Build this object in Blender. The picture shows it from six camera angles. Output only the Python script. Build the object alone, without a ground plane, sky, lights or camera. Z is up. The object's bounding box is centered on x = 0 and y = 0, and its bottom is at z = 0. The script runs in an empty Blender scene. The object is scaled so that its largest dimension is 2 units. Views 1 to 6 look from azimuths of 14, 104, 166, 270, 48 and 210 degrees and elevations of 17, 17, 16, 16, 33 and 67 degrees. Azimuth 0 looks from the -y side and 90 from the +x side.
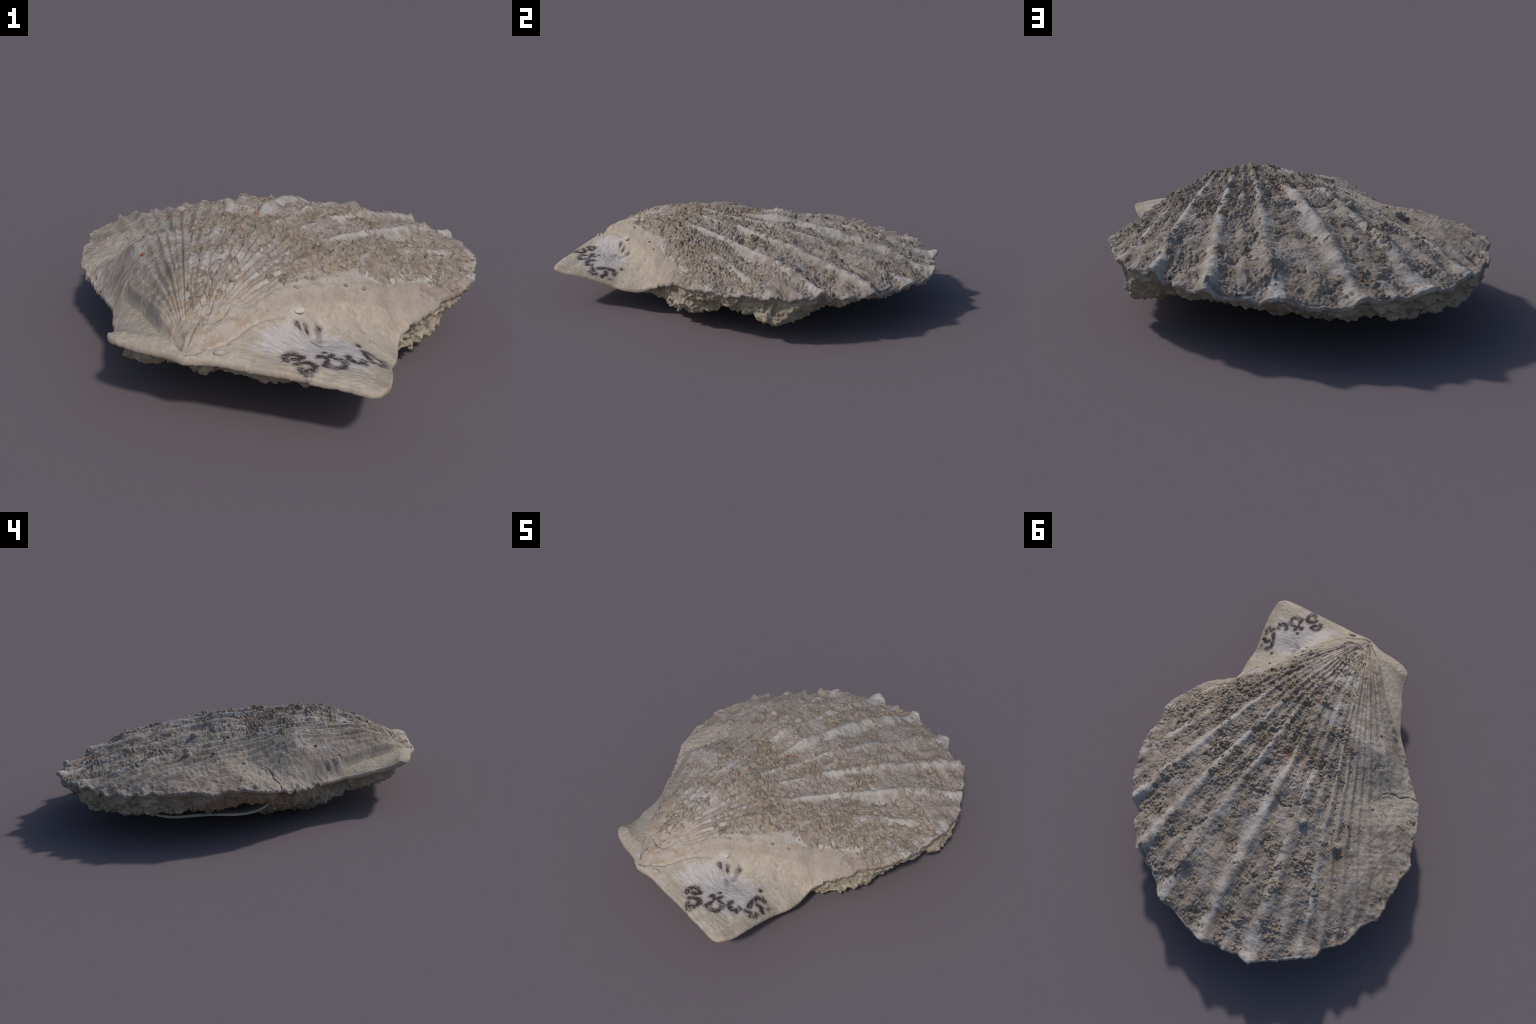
# A fossil scallop: one ribbed upper valve with two hinge ears, patches of sediment crust on it,
# crumbly rock matrix below and the edge of the lower valve showing under the left side.
import bpy, bmesh
import numpy as np
from mathutils import Matrix

TAU = 2 * np.pi
SEED = 7

# ----------------------------------------------------------------------------- noise helpers
_perm = np.random.RandomState(SEED).permutation(256)
_perm = np.concatenate([_perm, _perm, _perm])
_g3 = np.random.RandomState(SEED + 1).normal(size=(256, 3))
_g3 /= np.linalg.norm(_g3, axis=1)[:, None]
_rnd = np.random.RandomState(SEED + 2).rand(256, 4)


def _h(ix, iy, iz):
    return _perm[_perm[_perm[ix & 255] + (iy & 255)] + (iz & 255)]


_g2 = np.random.RandomState(SEED + 3).rand(256) * TAU
_g2x, _g2y = np.cos(_g2), np.sin(_g2)


def perlin_plane(x, y, salt):
    k = int(round(salt * 10))
    x, y = x + salt * 3.71, y - salt * 1.93
    xi, yi = np.floor(x).astype(np.int32), np.floor(y).astype(np.int32)
    xf, yf = x - xi, y - yi
    u, v = (t * t * t * (t * (t * 6 - 15) + 10) for t in (xf, yf))

    def corner(dx, dy):
        h = _perm[_perm[(xi + dx + k) & 255] + ((yi + dy) & 255)]
        return _g2x[h] * (xf - dx) + _g2y[h] * (yf - dy)

    a, b, c, d = corner(0, 0), corner(1, 0), corner(0, 1), corner(1, 1)
    a, c = a + u * (b - a), c + u * (d - c)
    return (a + v * (c - a)) * 1.55


def perlin(x, y, z=0.0):
    if np.ndim(z) == 0:
        x, y = np.broadcast_arrays(np.asarray(x, float), np.asarray(y, float))
        return perlin_plane(x, y, z)
    x, y, z = np.broadcast_arrays(np.asarray(x, float), np.asarray(y, float), np.asarray(z, float))
    xi, yi, zi = np.floor(x).astype(int), np.floor(y).astype(int), np.floor(z).astype(int)
    xf, yf, zf = x - xi, y - yi, z - zi
    f = lambda t: t * t * t * (t * (t * 6 - 15) + 10)
    u, v, w = f(xf), f(yf), f(zf)
    out = 0
    for dx in (0, 1):
        for dy in (0, 1):
            for dz in (0, 1):
                g = _g3[_h(xi + dx, yi + dy, zi + dz)]
                d = g[..., 0] * (xf - dx) + g[..., 1] * (yf - dy) + g[..., 2] * (zf - dz)
                out = out + d * (u if dx else 1 - u) * (v if dy else 1 - v) * (w if dz else 1 - w)
    return out * 1.5


def fbm(x, y, z=0.0, octaves=4, gain=0.5):
    s, a = 0, 1.0
    for o in range(octaves):
        f = 2.03 ** o
        s = s + a * perlin(np.asarray(x) * f + 17.3 * o, np.asarray(y) * f - 9.1 * o, np.asarray(z) * f + 3.7 * o)
        a *= gain
    return s


def cells(x, y, salt=0):
    """2D cellular noise: nearest distance, second nearest, random number of the nearest cell."""
    xi, yi = np.floor(x).astype(int), np.floor(y).astype(int)
    f1 = np.full(x.shape, 9.0)
    f2 = f1.copy()
    rid = np.zeros(x.shape)
    for dx in (-1, 0, 1):
        for dy in (-1, 0, 1):
            h = _h(xi + dx, yi + dy, np.full(xi.shape, salt))
            d = np.hypot(xi + dx + _rnd[h, 0] - x, yi + dy + _rnd[h, 1] - y)
            near = d < f1
            f2 = np.where(near, f1, np.minimum(f2, d))
            rid = np.where(near, _rnd[h, 2], rid)
            f1 = np.where(near, d, f1)
    return f1, f2, rid


def sstep(a, b, x):
    t = np.clip((x - a) / (b - a), 0, 1)
    return t * t * (3 - 2 * t)


def gauss(x, y, cx, cy, w, w2=None, ang=0.0):
    w2 = w2 or w
    c, s = np.cos(np.radians(ang)), np.sin(np.radians(ang))
    a, b = (x - cx) * c + (y - cy) * s, -(x - cx) * s + (y - cy) * c
    return np.exp(-((a / w) ** 2 + (b / w2) ** 2))


def polyline(x, y, pts):
    """distance to a polyline, signed side (left of travel > 0) and fraction along it"""
    pts = np.asarray(pts, float)
    best = np.full(np.shape(x), 9.0)
    side = np.zeros(np.shape(x))
    frac = np.zeros(np.shape(x))
    n = len(pts) - 1
    for i in range(n):
        a, d = pts[i], pts[i + 1] - pts[i]
        L = d @ d
        t0 = ((x - a[0]) * d[0] + (y - a[1]) * d[1]) / L
        t = np.clip(t0, 0, 1)
        dist = np.hypot(x - a[0] - t * d[0], y - a[1] - t * d[1])
        near = dist < best
        best = np.where(near, dist, best)
        side = np.where(near, np.sign(d[0] * (y - a[1]) - d[1] * (x - a[0])), side)
        frac = np.where(near, (i + t) / n, frac)
    return best, side, frac


def smooth_line(pts, per=10):
    P = np.asarray(pts, float)
    P = np.vstack([2 * P[0] - P[1], P, 2 * P[-1] - P[-2]])
    out = []
    for i in range(1, len(P) - 2):
        t = np.linspace(0, 1, per, endpoint=False)[:, None]
        p0, p1, p2, p3 = P[i - 1 : i + 3]
        out.append(0.5 * (2 * p1 + (p2 - p0) * t + (2 * p0 - 5 * p1 + 4 * p2 - p3) * t ** 2 + (3 * p1 - p0 - 3 * p2 + p3) * t ** 3))
    return np.vstack(out + [P[-2:-1]])


# ----------------------------------------------------------------------------- outline of the valve
BEAK = np.array([0.0, -0.95])
CEN = np.array([0.03, -0.06])
# margin (x, y, z): anticlockwise from the corner of the large ear
MARGIN = [
    (.562, -.992, .212), (.590, -.965, .210), (.597, -.900, .205), (.595, -.840, .200), (.588, -.784, .190), (.576, -.700, .168),
    (.570, -.645, .152), (.577, -.580, .146), (.575, -.520, .145), (.570, -.470, .156), (.578, -.410, .184), (.636, -.360, .216),
    (.677, -.313, .242), (.735, -.220, .268), (.770, -.160, .274), (.790, -.105, .274), (.808, -.026, .272), (.797, .024, .264),
    (.800, .112, .270), (.800, .208, .272), (.787, .250, .266), (.746, .386, .266), (.710, .449, .276), (.657, .514, .270),
    (.612, .562, .260), (.608, .606, .265), (.554, .676, .260), (.515, .724, .262), (.435, .768, .254), (.330, .838, .248),
    (.276, .894, .252), (.186, .914, .246), (.060, .965, .246), (-.020, .985, .250), (-.071, .975, .252), (-.135, .976, .252), (-.205, .962, .250),
    (-.290, .974, .268), (-.316, .954, .264), (-.441, .877, .278), (-.570, .782, .278), (-.582, .740, .266), (-.661, .665, .274),
    (-.687, .612, .274), (-.706, .541, .274), (-.762, .467, .298), (-.762, .400, .296), (-.772, .300, .296), (-.780, .206, .294),
    (-.796, .160, .298), (-.767, .091, .298), (-.750, .030, .295), (-.738, -.037, .292), (-.691, -.166, .264), (-.643, -.236, .246),
    (-.522, -.380, .222), (-.462, -.455, .222), (-.406, -.528, .220), (-.380, -.584, .220), (-.348, -.669, .226), (-.316, -.731, .230),
    (-.297, -.796, .240), (-.282, -.866, .254), (-.250, -.893, .258), (-.176, -.917, .256), (-.077, -.934, .252), (.0, -.965, .245),
    (.094, -.962, .254), (.191, -.971, .248), (.290, -.977, .240), (.450, -.990, .226),
]
# landmarks (x, y, z) on the back of the disc: umbo, dome, flanks, the two shoulders above the ears
DISC = [
    (.0, -.93, .280), (.116, -.843, .346), (.012, -.805, .355), (.074, -.701, .406), (.268, -.655, .388), (-.133, -.652, .411),
    (-.067, -.581, .444), (.202, -.442, .466), (.08, -.42, .484), (.013, -.372, .486), (-.30, -.45, .384), (-.18, -.41, .438),
    (.510, -.202, .378), (.44, -.255, .402), (.37, -.39, .412), (.024, -.041, .450), (-.294, -.181, .418), (-.514, -.144, .316), (-.478, -.025, .348),
    (-.560, -.167, .304), (-.209, .239, .420), (-.18, .072, .440), (-.415, .131, .383), (-.454, .288, .358), (-.399, .363, .360),
    (-.652, -.201, .270), (-.666, -.009, .318), (.599, .028, .344), (.558, .083, .352), (.497, .123, .386), (.593, .324, .352), (.618, .383, .325),
    (.368, .308, .394), (.412, .405, .366), (.43, .503, .346), (.467, .627, .310), (.571, .612, .278), (.491, .710, .280), (.30, -.12, .446),
    (.197, .395, .406), (.254, .679, .330), (.251, .780, .292), (.322, .526, .354), (.091, .476, .386), (-.01, .490, .394),
    (-.014, .703, .340), (-.064, .827, .292), (-.246, .774, .312), (-.55, .55, .318), (-.35, .70, .322), (-.22, .44, .396), (-.56, .23, .346), (-.62, .42, .324),
    (.20, .15, .440), (.08, .12, .452), (-.05, .22, .436), (-.52, .10, .360), (.12, .72, .328), (-.41, -.28, .394), (-.60, .32, .344), (.60, -.27, .322), (.57, -.36, .292),
    # shoulders
    (.11, -.866, .331), (.163, -.782, .357), (.237, -.715, .385), (.281, -.662, .381), (.334, -.600, .368), (.39, -.542, .354), (.442, -.492, .340), (.488, -.443, .325),
    (-.297, -.580, .326), (-.252, -.642, .322), (-.212, -.690, .326), (-.160, -.768, .325), (-.116, -.836, .312), (-.085, -.868, .300), (-.066, -.890, .290),
    (-.345, -.530, .310), (-.40, -.455, .296), (-.40, -.37, .362), (-.52, -.29, .290),
]
# plate of the big ear with its flank, and the flat small ear
BIG_EAR = [
    (.302, -.899, .252), (.365, -.958, .240), (.439, -.898, .238), (.505, -.830, .225), (.430, -.983, .226), (.101, -.944, .259), (.42, -.76, .236), (.50, -.72, .208),
    (.150, -.865, .303), (.201, -.804, .317), (.235, -.748, .323), (.258, -.725, .326), (.271, -.712, .322), (.285, -.709, .308), (.302, -.678, .310), (.350, -.635, .270), (.308, -.703, .268), (.340, -.659, .256),
    (.38, -.60, .260), (.42, -.545, .258), (.486, -.473, .228), (.464, -.649, .206), (.40, -.655, .236), (.53, -.44, .225), (.25, -.85, .275),
]
SMALL_EAR = [
    (-.37, -.525, .258), (-.44, -.455, .232), (-.325, -.565, .266), (-.261, -.636, .266), (-.201, -.712, .264), (-.136, -.822, .270), (-.102, -.864, .268), (-.06, -.91, .262),
    (-.29, -.70, .246), (-.23, -.80, .258), (-.335, -.62, .240), (-.16, -.88, .262),
]


def closed_curve(pts):
    P = np.asarray(pts, float)
    N = len(P)
    out = []
    for i in range(N):
        p0, p1, p2, p3 = P[i - 1], P[i], P[(i + 1) % N], P[(i + 2) % N]
        a, b, c = (np.linalg.norm(q[:2]) ** 0.5 for q in (p1 - p0, p2 - p1, p3 - p2))
        m1 = (p2 - p1) + b * ((p1 - p0) / a - (p2 - p0) / (a + b))
        m2 = (p2 - p1) + b * ((p3 - p2) / c - (p3 - p1) / (b + c))
        t = np.linspace(0, 1, 24, endpoint=False)[:, None]
        out.append((2 * t ** 3 - 3 * t ** 2 + 1) * p1 + (t ** 3 - 2 * t ** 2 + t) * m1 + (3 * t ** 2 - 2 * t ** 3) * p2 + (t ** 3 - t ** 2) * m2)
    return np.concatenate(out)


_o = closed_curve(MARGIN)
_oa = np.arctan2(_o[:, 1] - CEN[1], _o[:, 0] - CEN[0])
_or = np.hypot(_o[:, 0] - CEN[0], _o[:, 1] - CEN[1])
_k = np.argsort(_oa)
_oa, _or = _oa[_k], _or[_k]
_oa3, _or3 = np.r_[_oa[-1] - TAU, _oa, _oa[0] + TAU], np.r_[_or[-1], _or, _or[0]]


def wrap(th):
    return (np.asarray(th) + np.pi) % TAU - np.pi


def rim_radius(th):
    return np.interp(wrap(th), _oa3, _or3)


def by_angle(th, table):
    """smooth periodic interpolation of (degrees, value) pairs"""
    d = np.radians([a for a, _ in table])
    v = np.array([b for _, b in table], float)
    t = np.asarray(th) % TAU
    x, y = np.r_[d[-2:] - TAU, d, d[:2] + TAU], np.r_[v[-2:], v, v[:2]]
    m = np.gradient(y, x)
    i = np.clip(np.searchsorted(x, t, side="right") - 1, 0, len(x) - 2)
    h = x[i + 1] - x[i]
    u = (t - x[i]) / h
    return (2 * u ** 3 - 3 * u ** 2 + 1) * y[i] + (u ** 3 - 2 * u ** 2 + u) * h * m[i] + (3 * u ** 2 - 2 * u ** 3) * y[i + 1] + (u ** 3 - u ** 2) * h * m[i + 1]


def _tps(d2):
    return 0.5 * d2 * np.log(d2 + 1e-12)


def thin_plate(pts):
    """smooth surface bent through landmarks"""
    A = np.array(pts)
    n = len(A)
    K = _tps(((A[:, None, :2] - A[None, :, :2]) ** 2).sum(-1)) + 3e-5 * np.eye(n)
    P = np.c_[np.ones(n), A[:, :2]]
    S = np.linalg.solve(np.block([[K, P], [P.T, np.zeros((3, 3))]]), np.r_[A[:, 2], 0, 0, 0])

    def f(x, y):
        z = S[n] + S[n + 1] * x + S[n + 2] * y
        for (ax, ay, _), w in zip(A, S[:n]):
            z = z + w * _tps((x - ax) ** 2 + (y - ay) ** 2)
        return z

    return f


# creases between disc and ears, both starting at the beak
CREASE_BIG = smooth_line([(.005, -.955), (.10, -.895), (.155, -.833), (.200, -.775), (.236, -.735), (.270, -.690), (.325, -.622), (.385, -.560), (.452, -.492), (.52, -.432), (.60, -.385)])
CREASE_SMALL = smooth_line([(-.015, -.950), (-.062, -.900), (-.098, -.860), (-.128, -.830), (-.185, -.748), (-.228, -.688), (-.272, -.640), (-.33, -.570), (-.385, -.505), (-.43, -.445), (-.50, -.36), (-.56, -.30)])
SHOULDER_BIG = smooth_line([(.02, -.94), (.11, -.862), (.163, -.782), (.237, -.712), (.281, -.66), (.334, -.60), (.39, -.54), (.488, -.44), (.62, -.37), (.72, -.28)])
SHOULDER_SMALL = smooth_line([(-.02, -.94), (-.085, -.865), (-.16, -.765), (-.212, -.690), (-.297, -.58), (-.40, -.45), (-.54, -.31), (-.68, -.20)])

_small_margin = [p for p in MARGIN if p[0] < -.05 and p[1] < -.44]
_big_margin = [p for p in MARGIN if p[0] > .05 and p[1] < -.40]
_disc_margin = [p for p in MARGIN if not (p in _small_margin or p in _big_margin) or (p[1] > -.46 and p[0] > 0)]
_disc_f = thin_plate(DISC + _disc_margin)
_big_f = thin_plate(BIG_EAR + _big_margin + [(.02, -.96, .258), (.636, -.36, .216)])
_small_f = thin_plate(SMALL_EAR + _small_margin + [(-.01, -.96, .255)])


def dome(x, y):
    d1, s1, f1 = polyline(x, y, CREASE_BIG)
    d2, s2, f2 = polyline(x, y, CREASE_SMALL)
    wb = .010 + .012 * sstep(.45, .9, f1)
    kb = np.where((x > -.03) & (y < -.30), sstep(-wb, wb, s1 * d1), 1.0)
    ws = .009 + .02 * sstep(.6, .8, f2)
    ks = np.where((x < .03) & (y < -.28), sstep(-ws, ws, -s2 * d2), 1.0)
    k = kb * ks
    z = np.zeros(np.shape(x))
    right = x > np.minimum(0, (y + .95) * .02)
    for m, f in ((k > 0, _disc_f), ((k < 1) & right, _big_f), ((k < 1) & ~right, _small_f)):
        if m.any():
            part = np.zeros(np.shape(x))
            part[m] = f(x[m], y[m])
            z = z + part * (k if f is _disc_f else 1 - k)
    return z


# ----------------------------------------------------------------------------- ornament of the valve
# ribs as rays from the beak: (degrees from +y toward +x, height factor, half width in degrees)
RIBS = [
    (36.3, .35, 1.1), (32.0, .7, 1.2), (28.6, .55, 1.), (24.9, 1., 1.35), (20.8, .55, 1.), (16.6, 1., 1.45), (12.4, .6, .95), (8.55, 1.1, 1.5), (3.8, .55, 1.),
    (-.5, 1.1, 1.5), (-4.6, .55, 1.), (-8.4, 1., 1.45), (-12.4, .6, .95), (-15.6, .7, .8), (-18.4, .75, .75), (-20.9, .85, .8), (-23.6, .7, .75), (-26.4, .65, .8), (-29.4, .5, .8), (-32.6, .35, .9),
]


def polar(x, y):
    return np.degrees(np.arctan2(x - BEAK[0], y - BEAK[1])), np.hypot(x - BEAK[0], y - BEAK[1])


def rib_field(x, y):
    """0..1 crest field of the main and secondary ribs, gently wandering"""
    phi, r = polar(x, y)
    phi = phi + 0.55 * perlin(r * 3.1, phi * .09, 4.2) + .22 * perlin(r * 13, phi * .3, 8.2)
    out = np.zeros(np.shape(x))
    for a, k, w in RIBS:
        breaks = 1 if k > .6 else sstep(-.30, .05, perlin(r * 4.5 + a, a * 1.7, .3) + .25 * sstep(.9, .3, r))
        near = 1 - .45 * sstep(.9, .35, r) * (k > .8)
        wv = w * (.95 + .25 * perlin(r * 6, a * 1.3, 2.7))
        wear = 1 - .30 * sstep(.1, .5, perlin(r * 5 + a, a * .9, 5.1))
        out = np.maximum(out, k * near * breaks * wear * np.exp(-np.abs((phi - a) / wv) ** 2.2))
    return out


def regions(x, y):
    """masks: disc, big ear, small ear (0..1)"""
    d1, s1, _ = polyline(x, y, CREASE_BIG)
    d2, s2, _ = polyline(x, y, CREASE_SMALL)
    phi, r = polar(x, y)
    big = ((s1 < 0) & (phi > 20) & (x > 0) & (y < -.39)).astype(float)
    small = ((s2 > 0) & (x < 0.0) & (y < -.45)).astype(float)
    return d1, d2, big, small


def shoulders(x, y):
    d3, s3, f3 = polyline(x, y, SHOULDER_BIG)
    d4, s4, f4 = polyline(x, y, SHOULDER_SMALL)
    return d3 * s3, -d4 * s4  # positive on the dome


def valve_height(x, y, fine=True):
    z = dome(x, y)
    if not fine:
        return z
    phi, r = polar(x, y)
    d1, d2, big, small = regions(x, y)
    sb, ss = shoulders(x, y)
    disc = (1 - big) * (1 - small)
    on = sstep(-.01, .05, sb) * sstep(-.04, .03, ss) * disc
    rib = rib_field(x, y)
    amp = (.009 + .016 * sstep(.15, 1.1, r)) * on * (1 + .5 * fbm(x * 5, y * 5, 7.2, 2))
    amp = amp * (1 - .3 * sstep(26, 34, phi))
    # scales crossing the ribs
    wob = r + .01 * perlin(x * 9, y * 9, 2.) + .004 * perlin(x * 34, y * 34, 5.)
    scale = (wob * 30 + .8 * perlin(phi * .2, 0, 3.)) % 1
    z = z + amp * (rib - .50 - .25 * sstep(.8, 1.3, r)) + .0016 * rib * on * (scale ** 1.5 - .5) * sstep(.35, .9, r) * sstep(0, .45, perlin(x * 7, y * 7, 8.))
    # crisp ribs of the umbo
    umbo = sstep(.75, .4, r) * sstep(.03, .12, r) * on
    z = z + .0045 * umbo * np.sin(np.radians(phi) * TAU * 15 + .6 * perlin(x * 8, y * 8)) * (.6 + .4 * perlin(x * 10, y * 10, 7))
    # growth lines
    z = z + .0007 * on * np.sin(wob * 190 + 3 * perlin(x * 6, y * 6, 1.)) * (.5 + .5 * perlin(x * 5, y * 5, 9.))
    # steps of interrupted growth
    step = lambda r0, a0, a1, h: -h * sstep(r0 - .008, r0 + .012, wob + .012 * perlin(phi * .5, r0)) * sstep(r0 + .16, r0 + .03, wob) * sstep(a0 - 2, a0 + 2, phi) * sstep(a1 + 2, a1 - 2, phi)
    z = z + step(1.415, 23, 27, .012) + step(1.66, 7, 11, .016) + step(.325, -24, 14, .008)
    # creases
    z = z - .015 * np.exp(-(d1 / .012) ** 2) * sstep(.52, .34, r) - .004 * np.exp(-(d2 / .010) ** 2) * sstep(.62, .35, r)
    # ears: growth lines parallel to the free edge, swollen hinge border
    s = y + .30 * x ** 2 * 0
    hinge_b = -.965 - .04 * np.clip(x, 0, 1)
    hinge_s = -.935 + .17 * np.clip(-x, 0, 1)
    z = z + big * (.003 * np.exp(-((y - hinge_b - .03) / .028) ** 2) - .002 * np.exp(-((y - hinge_b - .085) / .035) ** 2))
    z = z + small * (.005 * np.exp(-((y - hinge_s - .028) / .026) ** 2) - .003 * np.exp(-((y - hinge_s - .085) / .035) ** 2))
    line = x + .25 * (y + .75) + .02 * perlin(x * 4, y * 4, 6.)
    z = z + (big + small) * .0005 * np.sin(line * 170 + 2 * perlin(x * 5, y * 14, 1.)) * (.6 + .6 * perlin(x * 6, y * 20, 2.))
    z = z + big * .0012 * fbm(x * 14, y * 60, 3.3, 3) + (big + small) * (.0013 * fbm(x * 28, y * 28, 4.3, 4) + .0012 * (np.abs(fbm(x * 60, y * 60, 7.3, 3)) - .25))
    # flank: soft undulations, wrinkles on the left flank
    left = sstep(-15, -26, phi) * disc
    z = z + left * .0035 * fbm(x * 26 + y * 9, y * 13, 1.2, 4) + left * .0040 * (np.abs(fbm(x * 14, y * 14, 6.1, 3)) - .25)
    # general roughness
    grit = disc * sstep(-.02, .06, sb)
    z = z + .0045 * disc * fbm(x * 9, y * 9, .5, 3) + .0012 * fbm(x * 45, y * 45, 2.5, 3) + .0008 * fbm(x * 120, y * 120, 1.5, 2)
    z = z + grit * (.0050 * fbm(x * 22, y * 22, 6.5, 4) + .0030 * (np.abs(fbm(x * 55, y * 55, 3.5, 3)) - .25)) * (1 - .55 * sstep(-14, -24, phi)) * (1 - .5 * rib)
    pit, _, pr = cells(x * 38 + .3 * perlin(x * 60, y * 60), y * 38, 5)
    z = z - grit * .005 * sstep(.20, .06, pit) * (pr > .9)
    # broken crust of the beak: two little ledges
    z = z - .014 * np.exp(-(polyline(x, y, smooth_line([(.005, -.79), (.030, -.795), (.028, -.83), (.0, -.85)]))[0] / .0075) ** 2)
    z = z - .012 * np.exp(-(polyline(x, y, smooth_line([(-.035, -.845), (.03, -.865), (.075, -.85), (.09, -.82)]))[0] / .007) ** 2)
    z = z - .014 * gauss(x, y, .118, -.838, .016)
    # cracks
    cr = polyline(x, y, smooth_line([(-.655, -.205), (-.61, -.195), (-.575, -.165), (-.54, -.165), (-.49, -.13)]))[0]
    z = z - .010 * np.exp(-(cr / .005) ** 2)
    cr = polyline(x, y, smooth_line([(-.008, -.955), (.0, -.91), (.012, -.87)]))[0]
    z = z - .006 * np.exp(-(cr / .004) ** 2)
    # lumps on the back
    z = z + .020 * gauss(x, y, -.16, .075, .085, .055, -20) + .014 * gauss(x, y, -.215, .23, .03) + .016 * gauss(x, y, -.418, .262, .035, .028, 30)
    z = z + .016 * gauss(x, y, -.372, -.512, .022) + .012 * gauss(x, y, -.40, -.47, .015) + .010 * gauss(x, y, -.335, -.535, .02, .012, -40)
    # chipped, corrugated margin
    th = np.arctan2(y - CEN[1], x - CEN[0])
    edge = np.hypot(x - CEN[0], y - CEN[1]) / rim_radius(th)
    e = sstep(.88, 1.0, edge) * disc
    z = z + e * (.007 * (rib - .35) + .010 * fbm(x * 16, y * 16, 7.7, 3))
    return z


def crust_thickness(x, y):
    """sediment still sticking to the valve: where positive it stands above the shell"""
    phi, r = polar(x, y)
    d1, d2, big, small = regions(x, y)
    sb, ss = shoulders(x, y)
    inside = sstep(-.045, .075, sb - .018 + .03 * fbm(x * 9, y * 9, 3., 3)) * sstep(-.03, .05, ss + .02 * perlin(x * 8, y * 8, 4.)) * (1 - big) * (1 - small)
    # dense on the middle of the back, patchy toward the margin, rare on the left flank and the umbo
    dens = .62 + .40 * gauss(x, y, .10, -.10, .46, .36, 60) + .25 * gauss(x, y, .5, -.1, .3) + .25 * gauss(x, y, .45, -.33, .3, .14, 40)
    dens = dens + .20 * gauss(x, y, .15, .82, .5, .14, -8) + .20 * gauss(x, y, .6, .45, .2, .35, -25)
    dens = dens - .46 * sstep(-15, -23, phi) * sstep(.55, .1, y) - .20 * sstep(-17, -25, phi) * sstep(.1, .55, y) - .22 * sstep(.34, .18, r) - .3 * gauss(x, y, -.14, -.50, .12, .2, 20)
    patch = fbm(x * 6, y * 6, 11., 4)
    wx, wy = x + .016 * fbm(x * 16, y * 16, 1., 4), y + .016 * fbm(x * 16, y * 16, 5., 4)
    f1, f2, rid = cells(wx * 44, wy * 44, 3)
    g1 = np.clip(1 - (f1 / .8) ** 2, 0, 1) * rid
    f1b, f2b, ridb = cells(wx * 85, wy * 85, 9)
    g2 = np.clip(1 - (f1b / .75) ** 2, 0, 1) * (.2 + .8 * ridb)
    rib = rib_field(x, y)
    bil = np.abs(fbm(x * 24, y * 24, 2.2, 4))
    clump, _, cr_ = cells(x * 15 + .25 * fbm(x * 20, y * 20, 9., 3), y * 15 + .25 * fbm(x * 20, y * 20, 2., 3), 12)
    g0 = np.clip(1 - (clump / .55) ** 2, 0, 1) * sstep(.62, .9, cr_)
    rough = .22 + .78 * sstep(-.25, .55, fbm(x * 7.5, y * 7.5, 3.1, 3) + .8 * patch + dens - .85)
    t = -.0100 + .015 * g0 * dens * (.6 + .6 * bil) + .0135 * dens + .0075 * patch + rough * (.012 * (bil - .25) + .0060 * (g1 - .2) + .0055 * (g2 - .2)) + .0035 * fbm(x * 75, y * 75, 4.4, 3) 
    t = t - (.006 + .016 * fbm(x * 8, y * 8, 6.6, 3)) * rib * sstep(.45, 1.0, r) - .004 * (rib > .3) * sstep(.6, 1.0, r)
    pitc, _, prc = cells(wx * 26, wy * 26, 21)
    t = t - .010 * sstep(.34, .16, pitc) * (prc > .70) + .006 * sstep(.40, .20, pitc) * (prc < .12) * (.3 + bil)
    # clots
    for cx, cy, w, h in ((.30, .73, .05, .022), (.10, .86, .06, .012), (-.10, .60, .05, .015), (-.30, .40, .06, .012), (.50, -.36, .05, .008), (.33, .10, .08, .006), (.15, -.5, .1, .006)):
        t = t + h * gauss(x, y, cx, cy, w) * (.5 + g1)
    t = t - .026 * (1 - inside) - .05 * (inside <= 0)
    edge = np.hypot(x - CEN[0], y - CEN[1]) / rim_radius(np.arctan2(y - CEN[1], x - CEN[0]))
    return np.minimum(t, .026) - .05 * sstep(.985, 1.0, edge)


# ----------------------------------------------------------------------------- mesh helpers
def new_mesh(name, verts, quads, mat, normals=None):
    quads = np.asarray(quads, dtype=np.int32)
    used, inv = np.unique(quads, return_inverse=True)
    inv = inv.reshape(quads.shape)
    verts = np.asarray(verts, dtype=np.float32)[used]
    k = quads.shape[1]
    me = bpy.data.meshes.new(name)
    me.vertices.add(len(verts))
    me.vertices.foreach_set("co", verts.ravel())
    me.loops.add(inv.size)
    me.loops.foreach_set("vertex_index", inv.ravel().astype(np.int32))
    me.polygons.add(len(quads))
    me.polygons.foreach_set("loop_start", np.arange(0, inv.size, k, dtype=np.int32))
    me.update(calc_edges=True)
    me.polygons.foreach_set("use_smooth", np.ones(len(quads), dtype=bool))
    me.materials.append(mat)
    if normals is not None:
        me.normals_split_custom_set_from_vertices(normals[used].tolist())
    me.validate()
    ob = bpy.data.objects.new(name, me)
    bpy.context.scene.collection.objects.link(ob)
    return ob


def quad_normals(V, Q):
    V = np.asarray(V)
    n = np.cross(V[Q[:, 2]] - V[Q[:, 0]], V[Q[:, 3]] - V[Q[:, 1]])
    N = np.zeros_like(V)
    for c in range(4):
        for d in range(3):
            N[:, d] += np.bincount(Q[:, c], n[:, d], minlength=len(V))
    return N / np.maximum(np.linalg.norm(N, axis=1), 1e-12)[:, None]


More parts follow.
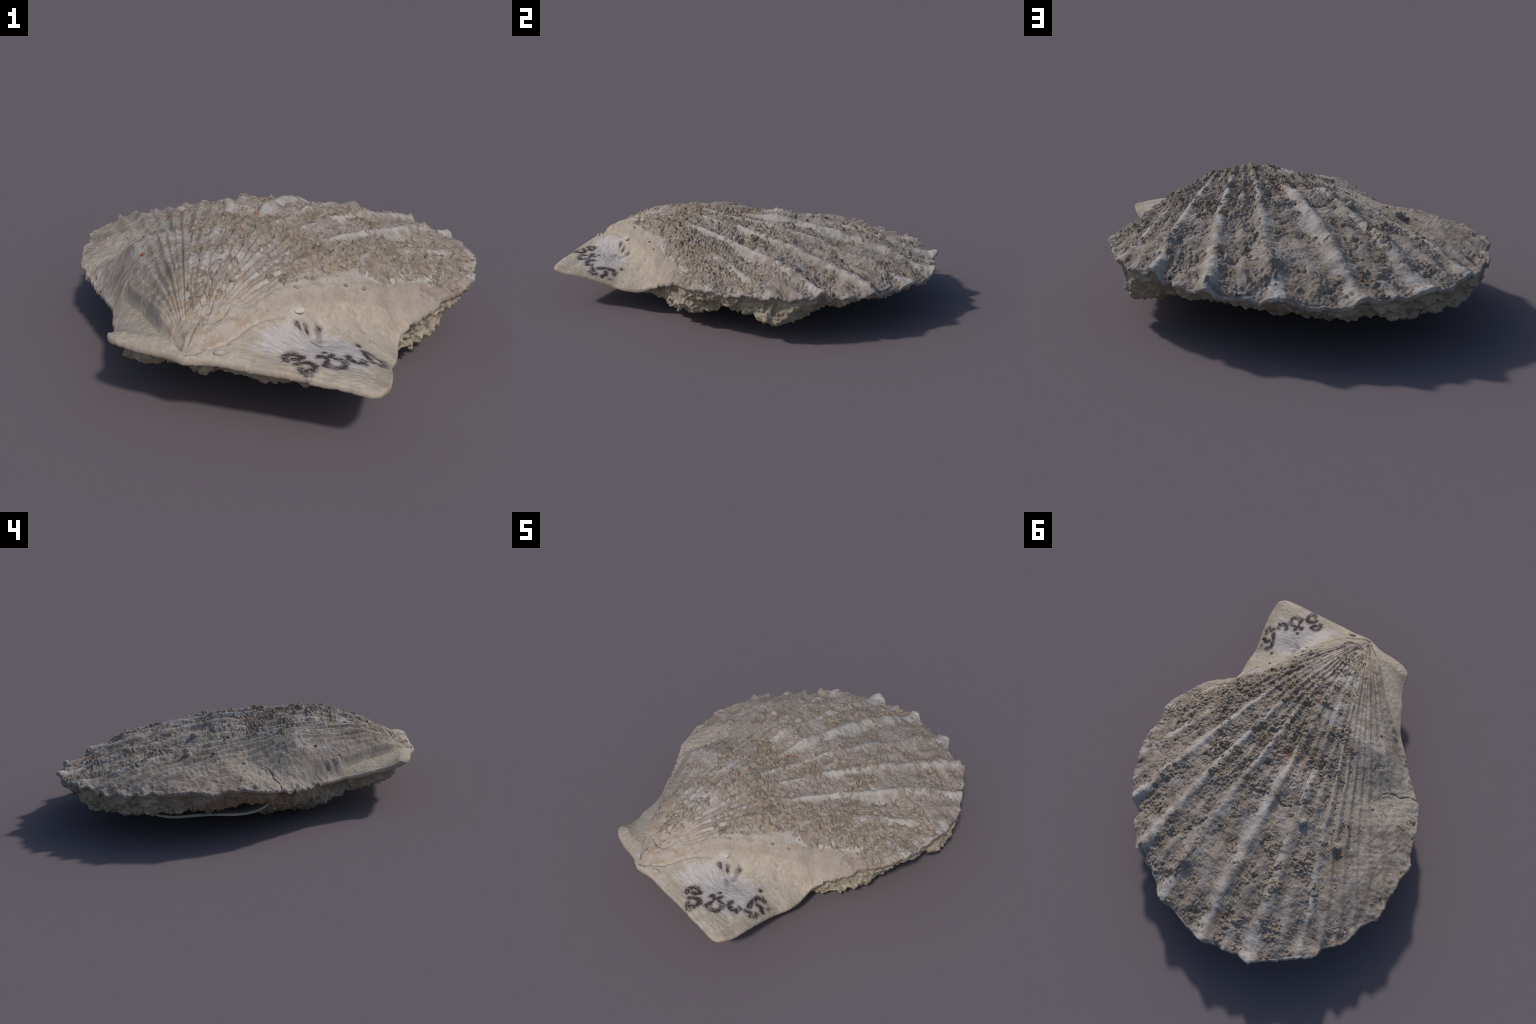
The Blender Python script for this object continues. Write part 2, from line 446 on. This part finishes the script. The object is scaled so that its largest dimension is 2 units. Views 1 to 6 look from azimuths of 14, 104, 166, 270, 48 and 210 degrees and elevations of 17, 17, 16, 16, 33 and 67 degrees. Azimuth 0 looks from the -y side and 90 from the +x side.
def ring_quads(rows, cols, offset=0):
    i, j = np.meshgrid(np.arange(rows - 1), np.arange(cols), indexing="ij")
    a = i * cols + j
    b = i * cols + (j + 1) % cols
    return np.stack([a, a + cols, b + cols, b], -1).reshape(-1, 4) + offset


# ----------------------------------------------------------------------------- materials
class Nodes:
    def __init__(self, name):
        self.mat = bpy.data.materials.new(name)
        self.mat.use_nodes = True
        self.t = self.mat.node_tree
        self.bsdf = self.t.nodes["Principled BSDF"]
        self.co = self.new("ShaderNodeTexCoord").outputs["Object"]

    def new(self, kind, **props):
        n = self.t.nodes.new(kind)
        for k, v in props.items():
            setattr(n, k, v)
        return n

    def put(self, sock, val):
        if isinstance(val, bpy.types.NodeSocket):
            self.t.links.new(val, sock)
        elif val is not None:
            sock.default_value = val

    def math(self, op, a, b=None, c=None, clamp=False):
        n = self.new("ShaderNodeMath", operation=op, use_clamp=clamp)
        for s, v in zip(n.inputs, (a, b, c)):
            self.put(s, v)
        return n.outputs[0]

    def mapping(self, scale=(1, 1, 1), loc=(0, 0, 0), rot=(0, 0, 0)):
        n = self.new("ShaderNodeMapping")
        self.put(n.inputs["Vector"], self.co)
        n.inputs["Scale"].default_value = scale
        n.inputs["Location"].default_value = loc
        n.inputs["Rotation"].default_value = rot
        return n.outputs[0]

    def noise(self, scale, detail=4, rough=.55, vec=None, dist=0.0):
        n = self.new("ShaderNodeTexNoise")
        self.put(n.inputs["Vector"], vec or self.co)
        n.inputs["Scale"].default_value = scale
        n.inputs["Detail"].default_value = detail
        n.inputs["Roughness"].default_value = rough
        n.inputs["Distortion"].default_value = dist
        return n.outputs["Fac"]

    def cells(self, scale, vec=None, feature="F1", out="Distance"):
        n = self.new("ShaderNodeTexVoronoi", feature=feature)
        self.put(n.inputs["Vector"], vec or self.co)
        n.inputs["Scale"].default_value = scale
        return n.outputs[out]

    def range(self, val, a, b, lo=0.0, hi=1.0):
        n = self.new("ShaderNodeMapRange", interpolation_type="SMOOTHSTEP")
        for s, v in zip(n.inputs, (val, a, b, lo, hi)):
            self.put(s, v)
        return n.outputs[0]

    def mix(self, fac, a, b, mode="MIX"):
        n = self.new("ShaderNodeMix", data_type="RGBA", blend_type=mode)
        self.put(n.inputs[0], fac)
        for s, v in ((n.inputs[6], a), (n.inputs[7], b)):
            self.put(s, v if isinstance(v, bpy.types.NodeSocket) else (*v, 1))
        return n.outputs[2]

    def sep(self):
        n = self.new("ShaderNodeSeparateXYZ")
        self.put(n.inputs[0], self.co)
        return n.outputs

    def blob(self, cx, cy, rx, ry, ang=0.0, soft=.5, warp=None):
        """soft-edged ellipse in plan, 1 inside"""
        X, Y, _ = self.sep()
        c, s = float(np.cos(np.radians(ang))), float(np.sin(np.radians(ang)))
        dx, dy = self.math("SUBTRACT", X, cx), self.math("SUBTRACT", Y, cy)
        a = self.math("DIVIDE", self.math("ADD", self.math("MULTIPLY", dx, c), self.math("MULTIPLY", dy, s)), rx)
        b = self.math("DIVIDE", self.math("SUBTRACT", self.math("MULTIPLY", dy, c), self.math("MULTIPLY", dx, s)), ry)
        d = self.math("SQRT", self.math("ADD", self.math("MULTIPLY", a, a), self.math("MULTIPLY", b, b)))
        if warp is not None:
            d = self.math("ADD", d, warp)
        return self.range(d, 1 + soft * .5, 1 - soft * .5)

    def finish(self, color, rough, bump, strength, dist=.004):
        self.put(self.bsdf.inputs["Base Color"], color)
        self.put(self.bsdf.inputs["Roughness"], rough)
        self.bsdf.inputs["Specular IOR Level"].default_value = .25
        b = self.new("ShaderNodeBump")
        b.inputs["Strength"].default_value = strength
        b.inputs["Distance"].default_value = dist
        self.put(b.inputs["Height"], bump)
        self.put(self.bsdf.inputs["Normal"], b.outputs[0])
        return self.mat


def grain(n):
    return n.math("ADD", n.math("MULTIPLY", n.noise(60, 5, .65), .7), n.math("MULTIPLY", n.noise(170, 3, .6), .35))


def rib_crest(n):
    """1 along the main rib rays, computed from the bearing at the beak"""
    X, Y, _ = n.sep()
    phi = n.math("MULTIPLY", n.math("ARCTAN2", X, n.math("SUBTRACT", Y, -.95)), 180 / np.pi)
    phi = n.math("ADD", phi, n.math("MULTIPLY", n.math("SUBTRACT", n.noise(6, 3), .5), 1.6))
    k = n.math("DIVIDE", n.math("SUBTRACT", phi, .2), 8.17)
    off = n.math("MULTIPLY", n.math("ABSOLUTE", n.math("SUBTRACT", k, n.math("ROUND", k))), 8.17)
    return n.math("MULTIPLY", n.range(off, 1.6, .5), n.range(phi, -20, -14, .25, 1))


def shell_material():
    n = Nodes("weathered_shell")
    col = n.mix(n.range(n.noise(6, 6, .65), .36, .64), (0.281, 0.231, 0.189), (0.355, 0.308, 0.273))
    col = n.mix(n.math("MULTIPLY", n.range(n.noise(3.3, 4, .6, n.mapping(loc=(4, 1, 0))), .50, .64), .55), col, (0.412, 0.380, 0.370))
    # dirt held in the grain
    col = n.mix(n.math("MULTIPLY", n.range(n.noise(13, 6, .72, n.mapping(loc=(1, 7, 2))), .50, .62), .7), col, (0.237, 0.179, 0.136))
    f = n.range(n.noise(75, 5, .75, n.mapping(loc=(9, 2, 4))), .54, .66)
    col = n.mix(n.math("MULTIPLY", f, .6), col, (0.153, 0.124, 0.101))
    blot = n.range(n.noise(4.5, 6, .7, n.mapping(loc=(11, 4, 3))), .50, .62)
    col = n.mix(n.math("MULTIPLY", blot, .5), col, (0.228, 0.182, 0.152))
    # worn rib crests and chalky patches
    worn = n.math("MULTIPLY", rib_crest(n), n.range(n.noise(9, 5, .65, n.mapping(loc=(2, 3, 9))), .40, .54))
    col = n.mix(n.math("MULTIPLY", worn, .72), col, (.465, .435, .405))
    chalk = n.range(n.noise(19, 5, .6, n.mapping(loc=(8, 3, 1))), .58, .68)
    col = n.mix(n.math("MULTIPLY", chalk, .5), col, (0.439, 0.402, 0.387))
    # clean buff left flank
    flank = n.blob(-.50, -.12, .17, .46, -38, .6, n.math("MULTIPLY", n.math("SUBTRACT", n.noise(8, 4), .5), 1.))
    buff = n.mix(n.range(n.noise(26, 5, .65), .42, .64), (0.377, 0.330, 0.282), (0.316, 0.265, 0.220))
    col = n.mix(n.math("MULTIPLY", flank, .75), col, buff)
    # cream flank beside the big ear
    cream = n.blob(.40, -.60, .33, .085, 45, .7, n.math("MULTIPLY", n.math("SUBTRACT", n.noise(7, 5, .65), .5), 1.3))
    rich = n.mix(n.range(n.noise(20, 6, .7), .40, .62), (0.399, 0.346, 0.290), (0.334, 0.278, 0.224))
    rich = n.mix(n.math("MULTIPLY", n.range(n.noise(80, 4, .7), .58, .68), .5), rich, (0.263, 0.197, 0.141))
    col = n.mix(n.math("MULTIPLY", cream, .9), col, rich)
    # beak: pale with tan stains
    beak = n.blob(.03, -.80, .16, .15, 0, .8, n.math("MULTIPLY", n.math("SUBTRACT", n.noise(9, 4), .5), 1.2))
    tan = n.mix(n.range(n.noise(24, 5, .7, n.mapping(loc=(3, 3, 0))), .44, .62), (0.412, 0.359, 0.312), (0.334, 0.244, 0.167))
    col = n.mix(n.math("MULTIPLY", beak, .8), col, tan)
    dark = n.range(n.cells(34, n.mapping(loc=(2, 5, 1))), .17, .10)
    keep = n.range(n.noise(12, 3, .6, n.mapping(loc=(6, 6, 6))), .52, .60)
    col = n.mix(n.math("MULTIPLY", n.math("MULTIPLY", dark, keep), .6), col, (0.114, 0.098, 0.079))
    return n.finish(col, .9, grain(n), .7)


INK = [  # pen strokes on the big ear, as runs of (x, y): four worn figures in a row and a faint tick
    [(.295, -.926), (.284, -.907), (.292, -.885), (.314, -.875), (.332, -.881), (.331, -.900), (.312, -.905)],
    [(.326, -.936), (.341, -.917), (.365, -.908), (.379, -.924), (.383, -.943), (.374, -.963), (.354, -.969), (.344, -.960)],
    [(.380, -.860), (.382, -.849), (.402, -.860)],
    [(.411, -.828), (.411, -.849), (.428, -.852), (.450, -.852), (.461, -.866), (.461, -.892), (.445, -.907), (.422, -.911), (.408, -.904), (.409, -.881)],
    [(.459, -.813), (.467, -.837), (.493, -.839), (.511, -.830), (.506, -.808)],
    [(.516, -.765), (.502, -.736), (.492, -.698), (.500, -.671), (.515, -.672)],
    [(.519, -.718), (.533, -.709), (.557, -.723)],
    [(.531, -.790), (.544, -.778)],
    [(.557, -.790), (.566, -.772), (.560, -.755)],
]
FAINT = [[(.344, -.681), (.346, -.691), (.354, -.711)], [(.340, -.738), (.357, -.747)]]
INK_DOTS = [(.343, -.662, .007), (.311, -.707, .006), (.289, -.727, .005), (.466, -.650, .006), (.554, -.682, .006), (.370, -.982, .004), (.378, -.977, .004), (.388, -.817, .006)]


def ear_material(ink):
    n = Nodes("ear_shell_inked" if ink else "ear_shell")
    col = n.mix(n.range(n.noise(9, 5, .6), .38, .64), (0.442, 0.383, 0.314), (0.375, 0.321, 0.262))
    if not ink:
        col = n.mix(.5, col, (0.370, 0.321, 0.267))
    col = n.mix(n.math("MULTIPLY", n.range(n.noise(17, 6, .75, n.mapping(loc=(1, 7, 2))), .50, .63), .7), col, (0.342, 0.260, 0.178))
    streak = n.noise(20, 4, .6, n.mapping(scale=(1.2, 5, 1.5), rot=(0, 0, .12)))
    col = n.mix(n.math("MULTIPLY", n.range(streak, .50, .66), .5), col, (0.285, 0.246, 0.206))
    f = n.range(n.noise(60, 5, .75, n.mapping(loc=(9, 2, 4))), .60, .70)
    col = n.mix(n.math("MULTIPLY", f, .7), col, (0.190, 0.140, 0.094))
    pale = n.range(n.noise(24, 5, .7, n.mapping(loc=(4, 2, 8))), .56, .68)
    col = n.mix(n.math("MULTIPLY", pale, .5), col, (0.532, 0.474, 0.412))
    if ink:
        # pale wash that the number was written on
        w = n.math("MULTIPLY", n.math("SUBTRACT", n.noise(14, 6, .75), .5), 2.2)
        wash = n.math("MAXIMUM", n.blob(.40, -.775, .125, .125, -35, .5, w), n.blob(.27, -.825, .10, .055, 52, .7, w))
        col = n.mix(n.math("MULTIPLY", wash, .95), col, n.mix(n.range(streak, .42, .66), (0.475, 0.435, 0.421), (0.380, 0.340, 0.322)))
        X, Y, _ = n.sep()
        wob = n.math("MULTIPLY", n.math("SUBTRACT", n.noise(40, 6, .8), .5), .042)

        def strokes(runs, dots):
            best = None
            for run in runs:
                for (ax, ay), (bx, by) in zip(run[:-1], run[1:]):
                    ux, uy = bx - ax, by - ay
                    L = ux * ux + uy * uy
                    px, py = n.math("SUBTRACT", X, ax), n.math("SUBTRACT", Y, ay)
                    t = n.math("ADD", n.math("MULTIPLY", px, ux / L), n.math("MULTIPLY", py, uy / L), clamp=True)
                    ex = n.math("SUBTRACT", px, n.math("MULTIPLY", t, ux))
                    ey = n.math("SUBTRACT", py, n.math("MULTIPLY", t, uy))
                    d = n.math("SQRT", n.math("ADD", n.math("MULTIPLY", ex, ex), n.math("MULTIPLY", ey, ey)))
                    best = d if best is None else n.math("MINIMUM", best, d)
            for cx, cy, r in dots:
                px, py = n.math("SUBTRACT", X, cx), n.math("SUBTRACT", Y, cy)
                d = n.math("SUBTRACT", n.math("SQRT", n.math("ADD", n.math("MULTIPLY", px, px), n.math("MULTIPLY", py, py))), r - .008)
                best = d if best is None else n.math("MINIMUM", best, d)
            return n.math("ADD", best, wob)

        d = strokes(INK, INK_DOTS)
        rub = n.range(n.noise(26, 5, .7, n.mapping(loc=(5, 5, 5))), .64, .50)
        col = n.mix(n.math("MULTIPLY", n.range(d, .028, .002), .6), col, (0.228, 0.186, 0.187))
        line = n.math("MULTIPLY", n.range(d, .0165, .0050), n.math("ADD", n.math("MULTIPLY", rub, .6), .4))
        line = n.math("MULTIPLY", line, n.range(n.noise(120, 3, .7), .68, .54))
        col = n.mix(n.math("MULTIPLY", line, .95), col, (0.030, 0.023, 0.024))
        f = n.range(strokes(FAINT, []), .018, .004)
        col = n.mix(n.math("MULTIPLY", f, .55), col, (0.133, 0.116, 0.118))
    bump = n.math("ADD", grain(n), n.math("MULTIPLY", streak, .8))
    return n.finish(col, .8, bump, .35)


def crust_material():
    n = Nodes("sediment_crust")
    col = n.mix(n.range(n.noise(14, 6, .68), .36, .64), (0.190, 0.145, 0.106), (0.287, 0.236, 0.192))
    idc = n.new("ShaderNodeSeparateColor")
    warped = n.new("ShaderNodeVectorMath", operation="MULTIPLY_ADD")
    nz = n.new("ShaderNodeTexNoise")
    n.put(nz.inputs["Vector"], n.co)
    nz.inputs["Scale"].default_value = 30
    n.put(warped.inputs[0], nz.outputs["Color"])
    warped.inputs[1].default_value = (0.042, 0.042, 0.043)
    n.put(warped.inputs[2], n.co)
    n.put(idc.inputs[0], n.cells(60, warped.outputs[0], out="Color"))
    col = n.mix(n.math("MULTIPLY", n.range(idc.outputs[0], .55, .8), .6), col, (0.338, 0.270, 0.200))
    col = n.mix(n.math("MULTIPLY", n.range(idc.outputs[1], .70, .9), .65), col, (0.127, 0.112, 0.094))
    col = n.mix(n.math("MULTIPLY", n.range(idc.outputs[2], .75, .9), .6), col, (0.354, 0.319, 0.293))
    # grey-violet dusted areas and chalk dust
    col = n.mix(n.math("MULTIPLY", n.range(n.noise(5, 5, .65, n.mapping(loc=(3, 8, 1))), .48, .62), .65), col, (0.275, 0.236, 0.217))
    col = n.mix(n.math("MULTIPLY", n.range(n.noise(17, 6, .72, n.mapping(loc=(7, 8, 1))), .52, .64), .6), col, (0.364, 0.328, 0.307))
    f = n.range(n.noise(75, 5, .75, n.mapping(loc=(9, 2, 4))), .54, .66)
    col = n.mix(n.math("MULTIPLY", f, .65), col, (0.110, 0.087, 0.068))
    # one rust stain on the back
    rust = n.blob(.022, -.035, .042, .062, -20, .7, n.math("MULTIPLY", n.math("SUBTRACT", n.noise(30, 4), .5), 1.8))
    col = n.mix(n.math("MULTIPLY", rust, .65), col, (0.245, 0.124, 0.064))
    pale = n.blob(-.05, .06, .13, .09, -10, .8, n.math("MULTIPLY", n.math("SUBTRACT", n.noise(16, 4), .5), 1.5))
    col = n.mix(n.math("MULTIPLY", pale, .7), col, (0.422, 0.357, 0.319))
    return n.finish(col, .93, grain(n), .7)


def matrix_material():
    n = Nodes("rock_matrix")
    col = n.mix(n.range(n.noise(9, 5, .65), .38, .64), (0.297, 0.248, 0.183), (0.396, 0.348, 0.274))
    col = n.mix(n.math("MULTIPLY", n.range(n.noise(28, 5, .7, n.mapping(loc=(1, 7, 2))), .52, .66), .7), col, (0.189, 0.144, 0.095))
    red = n.blob(-.64, -.05, .15, .30, 0, .9, n.math("MULTIPLY", n.math("SUBTRACT", n.noise(9, 4), .5), 2.))
    col = n.mix(n.math("MULTIPLY", red, .45), col, (0.243, 0.117, 0.071))
    f = n.range(n.noise(70, 5, .75, n.mapping(loc=(9, 2, 4))), .58, .68)
    col = n.mix(n.math("MULTIPLY", f, .55), col, (0.126, 0.104, 0.071))
    return n.finish(col, .95, grain(n), .8)


def plain_material(name, a, b, scale=20):
    n = Nodes(name)
    col = n.mix(n.range(n.noise(scale, 5, .65), .36, .64), a, b)
    return n.finish(col, .85, grain(n), .5)


# ----------------------------------------------------------------------------- build the upper valve
root = bpy.data.objects.new("fossil_scallop", None)
bpy.context.scene.collection.objects.link(root)
root["label"] = "weathered grey fossil scallop shell with crusted ribs, inked ear"
root["category"] = "fossil seashell"


def child(ob, parent=root):
    ob.parent = parent
    return ob


NT, NR = 1500, 370
th = np.linspace(-np.pi, np.pi, NT, endpoint=False)
R = rim_radius(th)
ex, ey = CEN[0] + R * np.cos(th), CEN[1] + R * np.sin(th)
_, _, eb, es = regions(ex, ey)
rough_edge = (1 - eb) * (1 - es) * (ey > -.4)
R = R - .006 * rough_edge + rough_edge * (.009 * (rib_field(ex, ey) - .35) + .005 * fbm(ex * 14, ey * 14, 3., 4) + .003 * fbm(ex * 37, ey * 37, 1., 3)) + (.0006 + .0016 * rough_edge) * fbm(ex * 40, ey * 40, 9., 3)
s = np.linspace(0, 1, NR) ** .92
gx = CEN[0] + s[1:, None] * R[None] * np.cos(th)[None]
gy = CEN[1] + s[1:, None] * R[None] * np.sin(th)[None]
gz = valve_height(gx, gy)
top = np.stack([gx, gy, gz], -1)
# rounded lip and inner face
thick = by_angle(th, [(0, .019), (60, .019), (120, .019), (180, .020), (215, .022), (240, .022), (265, .030), (300, .022), (318, .022), (340, .028)])
rows = []
ra = np.stack([np.cos(th), np.sin(th)], -1)
for a in np.radians([30, 60, 90, 120, 150, 180]):
    out = .30 * thick * np.sin(a)
    zz = gz[-1] - thick * .5 * (1 - np.cos(a))
    rows.append(np.concatenate([top[-1, :, :2] + ra * (out + .004 * rough_edge * fbm(ex * 30, ey * 30, a * 1.5, 4))[:, None], zz[:, None]], -1))
for inset in (.02, .05, .10, .18, .30):
    k = 1 - inset
    px, py = CEN[0] + R * k * np.cos(th), CEN[1] + R * k * np.sin(th)
    rows.append(np.stack([px, py, valve_height(px, py, False) - thick - .006 - .05 * inset], -1))
V = np.concatenate([top.reshape(-1, 3), np.concatenate(rows)])
nrow = NR - 1 + len(rows)
Q = ring_quads(nrow, NT)
centre = np.array([[CEN[0], CEN[1], valve_height(CEN[:1], CEN[1:])[0]]])
V = np.concatenate([V, centre])
c = len(V) - 1
j = np.arange(0, NT, 2)
fan = np.stack([np.full(len(j), c), j, j + 1, (j + 2) % NT], -1)
Q = np.concatenate([fan, Q])
N = quad_normals(V, Q)
mid = V[Q].mean(1)
_, _, qb, qs = regions(mid[:, 0], mid[:, 1])
shell_mat, ear_mat, ear_ink = shell_material(), ear_material(False), ear_material(True)
child(new_mesh("disc", V, Q[(qb == 0) & (qs == 0)], shell_mat, N))
child(new_mesh("ear", V, Q[qb > 0], ear_ink, N))
child(new_mesh("ear", V, Q[qs > 0], ear_mat, N))

# ----------------------------------------------------------------------------- sediment crust on the back
ct = crust_thickness(gx, gy)
cv = top.copy()
cv[..., 2] += ct
flat = cv.reshape(-1, 3)
cq = ring_quads(NR - 1, NT)
keep = (ct.reshape(-1)[cq] > -.003).any(1)
ob = child(new_mesh("sediment_crust", flat, cq[keep], crust_material()))
ob["kind"] = "stuff"

# ----------------------------------------------------------------------------- rock matrix under the valve
MT, MW, MB = 1000, 46, 120
mt = np.linspace(-np.pi, np.pi, MT, endpoint=False)
mR = rim_radius(mt)
inset = by_angle(mt, [(0, .012), (40, .012), (90, .014), (140, .012), (180, .014), (215, .020), (235, .04), (255, .045), (275, .03), (292, .05), (302, .16), (310, .18), (316, .07), (322, .022), (328, .016), (335, .012), (345, .012)])
tuck = by_angle(mt, [(0, .095), (30, .04), (60, .09), (100, .06), (125, .055), (160, .08), (190, .10), (220, .06), (250, .03), (290, .03), (315, .04), (335, .07)])
z_edge = by_angle(mt, [(0, .125), (14, .150), (29, .105), (41, .165), (55, .180), (75, .170), (98, .150), (115, .130), (132, .125), (150, .132), (170, .135), (190, .130),
                       (205, .108), (220, .078), (235, .100), (250, .162), (260, .180), (290, .188), (310, .172), (320, .100), (333, .062), (345, .078)])
mR = mR - inset
mx0, my0 = CEN[0] + mR * np.cos(mt), CEN[1] + mR * np.sin(mt)
z_top = np.minimum(valve_height(mx0, my0), valve_height(mx0, my0, False)) - .014
k = np.linspace(0, 1, MW)[:, None]
wall_r = mR[None] - (.002 + tuck[None] * k ** 1.25)
wall_z = z_top[None] * (1 - k) + z_edge[None] * k
b = np.linspace(1, 0, MB + 1)[1:, None]
bot_r = wall_r[-1][None] * b
bx, by = CEN[0] + bot_r * np.cos(mt)[None], CEN[1] + bot_r * np.sin(mt)[None]
belly = .006 + .120 * sstep(.0, .60, np.hypot(bx + .24, by + .22))
bot_z = belly + (z_edge[None] - belly) * b ** 6
mr, mz = np.concatenate([wall_r, bot_r[:-1]]), np.concatenate([wall_z, bot_z[:-1]])
MVx, MVy = CEN[0] + mr * np.cos(mt)[None], CEN[1] + mr * np.sin(mt)[None]
MV = np.stack([MVx, MVy, mz], -1).reshape(-1, 3)
# hollow above the exposed lower valve on the left
cav = gauss(MV[:, 0], MV[:, 1], -.58, .19, .16, .30)
rowsM = mr.shape[0]
MQ = ring_quads(rowsM, MT)
MN = quad_normals(MV, MQ)
X3, Y3, Z3 = MV.T
lump = .026 * (fbm(X3 * 10, Y3 * 10, Z3 * 10, 4, .55)) + .012 * (np.abs(fbm(X3 * 28, Y3 * 28, Z3 * 28, 3)) - .3) + .010 * np.clip(perlin(X3 * 52, Y3 * 52, Z3 * 52), -.3, 1)
fade = np.concatenate([np.zeros(4), np.linspace(0, 1, 10), np.ones(rowsM - 14)]).repeat(MT)
MV = MV + MN * (lump * fade)[:, None]
cavm = cav * (np.arange(rowsM).repeat(MT) >= MW - 8)
MV[:, 2] += .100 * cavm * (1 - .8 * gauss(MV[:, 0], MV[:, 1], -.66, .16, .2, .04))
MV[:, 2] = np.maximum(MV[:, 2], .0)
MV = np.concatenate([MV, [[CEN[0], CEN[1], .03]]])
last = (rowsM - 1) * MT
j = np.arange(0, MT, 2)
MQ = np.concatenate([MQ, np.stack([last + j, np.full(len(j), len(MV) - 1), last + (j + 2) % MT, last + j + 1], -1)])
child(new_mesh("rock_matrix", MV, MQ, matrix_material()))

# ----------------------------------------------------------------------------- lower valve: thin pale plate
LU, LW = 160, 60
u = np.linspace(-.16, .50, LU)[:, None]
w = np.linspace(0, 1, LW)[None]
ledge = -.66 + .05 * ((u - .17) / .33) ** 2 + .006 * perlin(u * 9, 0, 2.)
lx = ledge + .34 * w
ly = u * (1 - .3 * w) + .04 * w
lz = .110 + .010 * np.sin((u - .05) * 13) - .030 * w + .035 * np.abs((u - .17) / .33) ** 5 + .022 * ((u - .18) / .33) ** 2
lt = .015 + .004 * perlin(u * 12, 0, 7.)
up = np.stack(np.broadcast_arrays(lx, ly, lz + lt), -1)
dn = np.stack(np.broadcast_arrays(lx + .004, ly, lz), -1)
LV = np.concatenate([up.reshape(-1, 3), dn.reshape(-1, 3)])
i, jj = np.meshgrid(np.arange(LU - 1), np.arange(LW - 1), indexing="ij")
a = (i * LW + jj).ravel()
LQ = np.stack([a, a + LW, a + LW + 1, a + 1], -1)
n0 = LU * LW
loop = np.r_[np.arange(LW), np.arange(1, LU) * LW + LW - 1, (LU - 1) * LW + np.arange(LW - 2, -1, -1), np.arange(LU - 2, 0, -1) * LW]
nx = np.roll(loop, -1)
LQ = np.concatenate([LQ, LQ[:, ::-1] + n0, np.stack([nx, loop, loop + n0, nx + n0], -1)])
child(new_mesh("lower_valve", LV, LQ, plain_material("lower_shell_plate", (.36, .32, .27), (.47, .43, .38))))


# ----------------------------------------------------------------------------- small things stuck to the shell
def lump_object(name, at, size, mat, rot=0.0, seed=0, sink=.35, rough=.18, sub=4):
    bm = bmesh.new()
    bmesh.ops.create_icosphere(bm, subdivisions=sub, radius=1)
    co = np.array([v.co[:] for v in bm.verts])
    f = 1 + rough * fbm(co[:, 0] * 1.3 + seed, co[:, 1] * 1.3, co[:, 2] * 1.3 + seed * .7, 3)
    co = co * f[:, None] * np.asarray(size)
    c, s_ = np.cos(rot), np.sin(rot)
    co = np.stack([co[:, 0] * c - co[:, 1] * s_, co[:, 0] * s_ + co[:, 1] * c, co[:, 2]], -1)
    z = float(valve_height(np.array([at[0]]), np.array([at[1]]))[0])
    co = co + (at[0], at[1], z + size[2] * (1 - 2 * sink))
    for v, p in zip(bm.verts, co):
        v.co = p
    me = bpy.data.meshes.new(name)
    bm.to_mesh(me)
    bm.free()
    me.polygons.foreach_set("use_smooth", np.ones(len(me.polygons), dtype=bool))
    me.materials.append(mat)
    ob = bpy.data.objects.new(name, me)
    bpy.context.scene.collection.objects.link(ob)
    return child(ob)


pale = plain_material("barnacle_base", (.50, .45, .39), (.58, .53, .46))
lump_object("barnacle", (.284, -.690), (.019, .019, .010), pale, 0, 3, .35, .1)
lump_object("worm_tube", (.101, -.944), (.020, .011, .010), plain_material("worm_tube", (.36, .31, .28), (.45, .38, .33)), .3, 5, .35, .1)
grey = plain_material("grey_pebble", (.25, .22, .185), (.36, .32, .27), 30)
red = plain_material("red_pebble", (.20, .075, .04), (.30, .12, .07), 30)
olive = plain_material("olive_grain", (.20, .175, .12), (.30, .27, .20), 30)
for k_, (x_, y_) in enumerate([(-.418, .258), (-.209, .239), (.268, -.655), (.202, -.442), (-.067, -.581), (.074, -.701), (-.478, -.025), (-.09, .30)]):
    big_ = .020 if k_ < 2 else .008
    lump_object("pebble", (x_, y_), (big_ * 1.2, big_ * .9, big_ * .8), grey, k_ * 1.3, k_, .35)
for k_, (x_, y_) in enumerate([(.508, -.202), (.013, -.372), (-.416, .132), (-.454, .288), (-.064, .827), (-.34, -.40)]):
    lump_object("pebble", (x_, y_), (.010, .007, .006), red, k_ * 2.1, 20 + k_, .45)
for k_, (x_, y_) in enumerate([(.40, -.515), (.455, -.47), (-.514, -.144), (-.666, -.009)]):
    lump_object("pebble", (x_, y_), (.009, .007, .006), olive, k_ * .9, 40 + k_, .5)

# ----------------------------------------------------------------------------- rest on the ground
low = min(v.co.z for v in bpy.data.objects["rock_matrix"].data.vertices)
for ob in root.children:
    ob.data.transform(Matrix.Translation((0, 0, -low)))
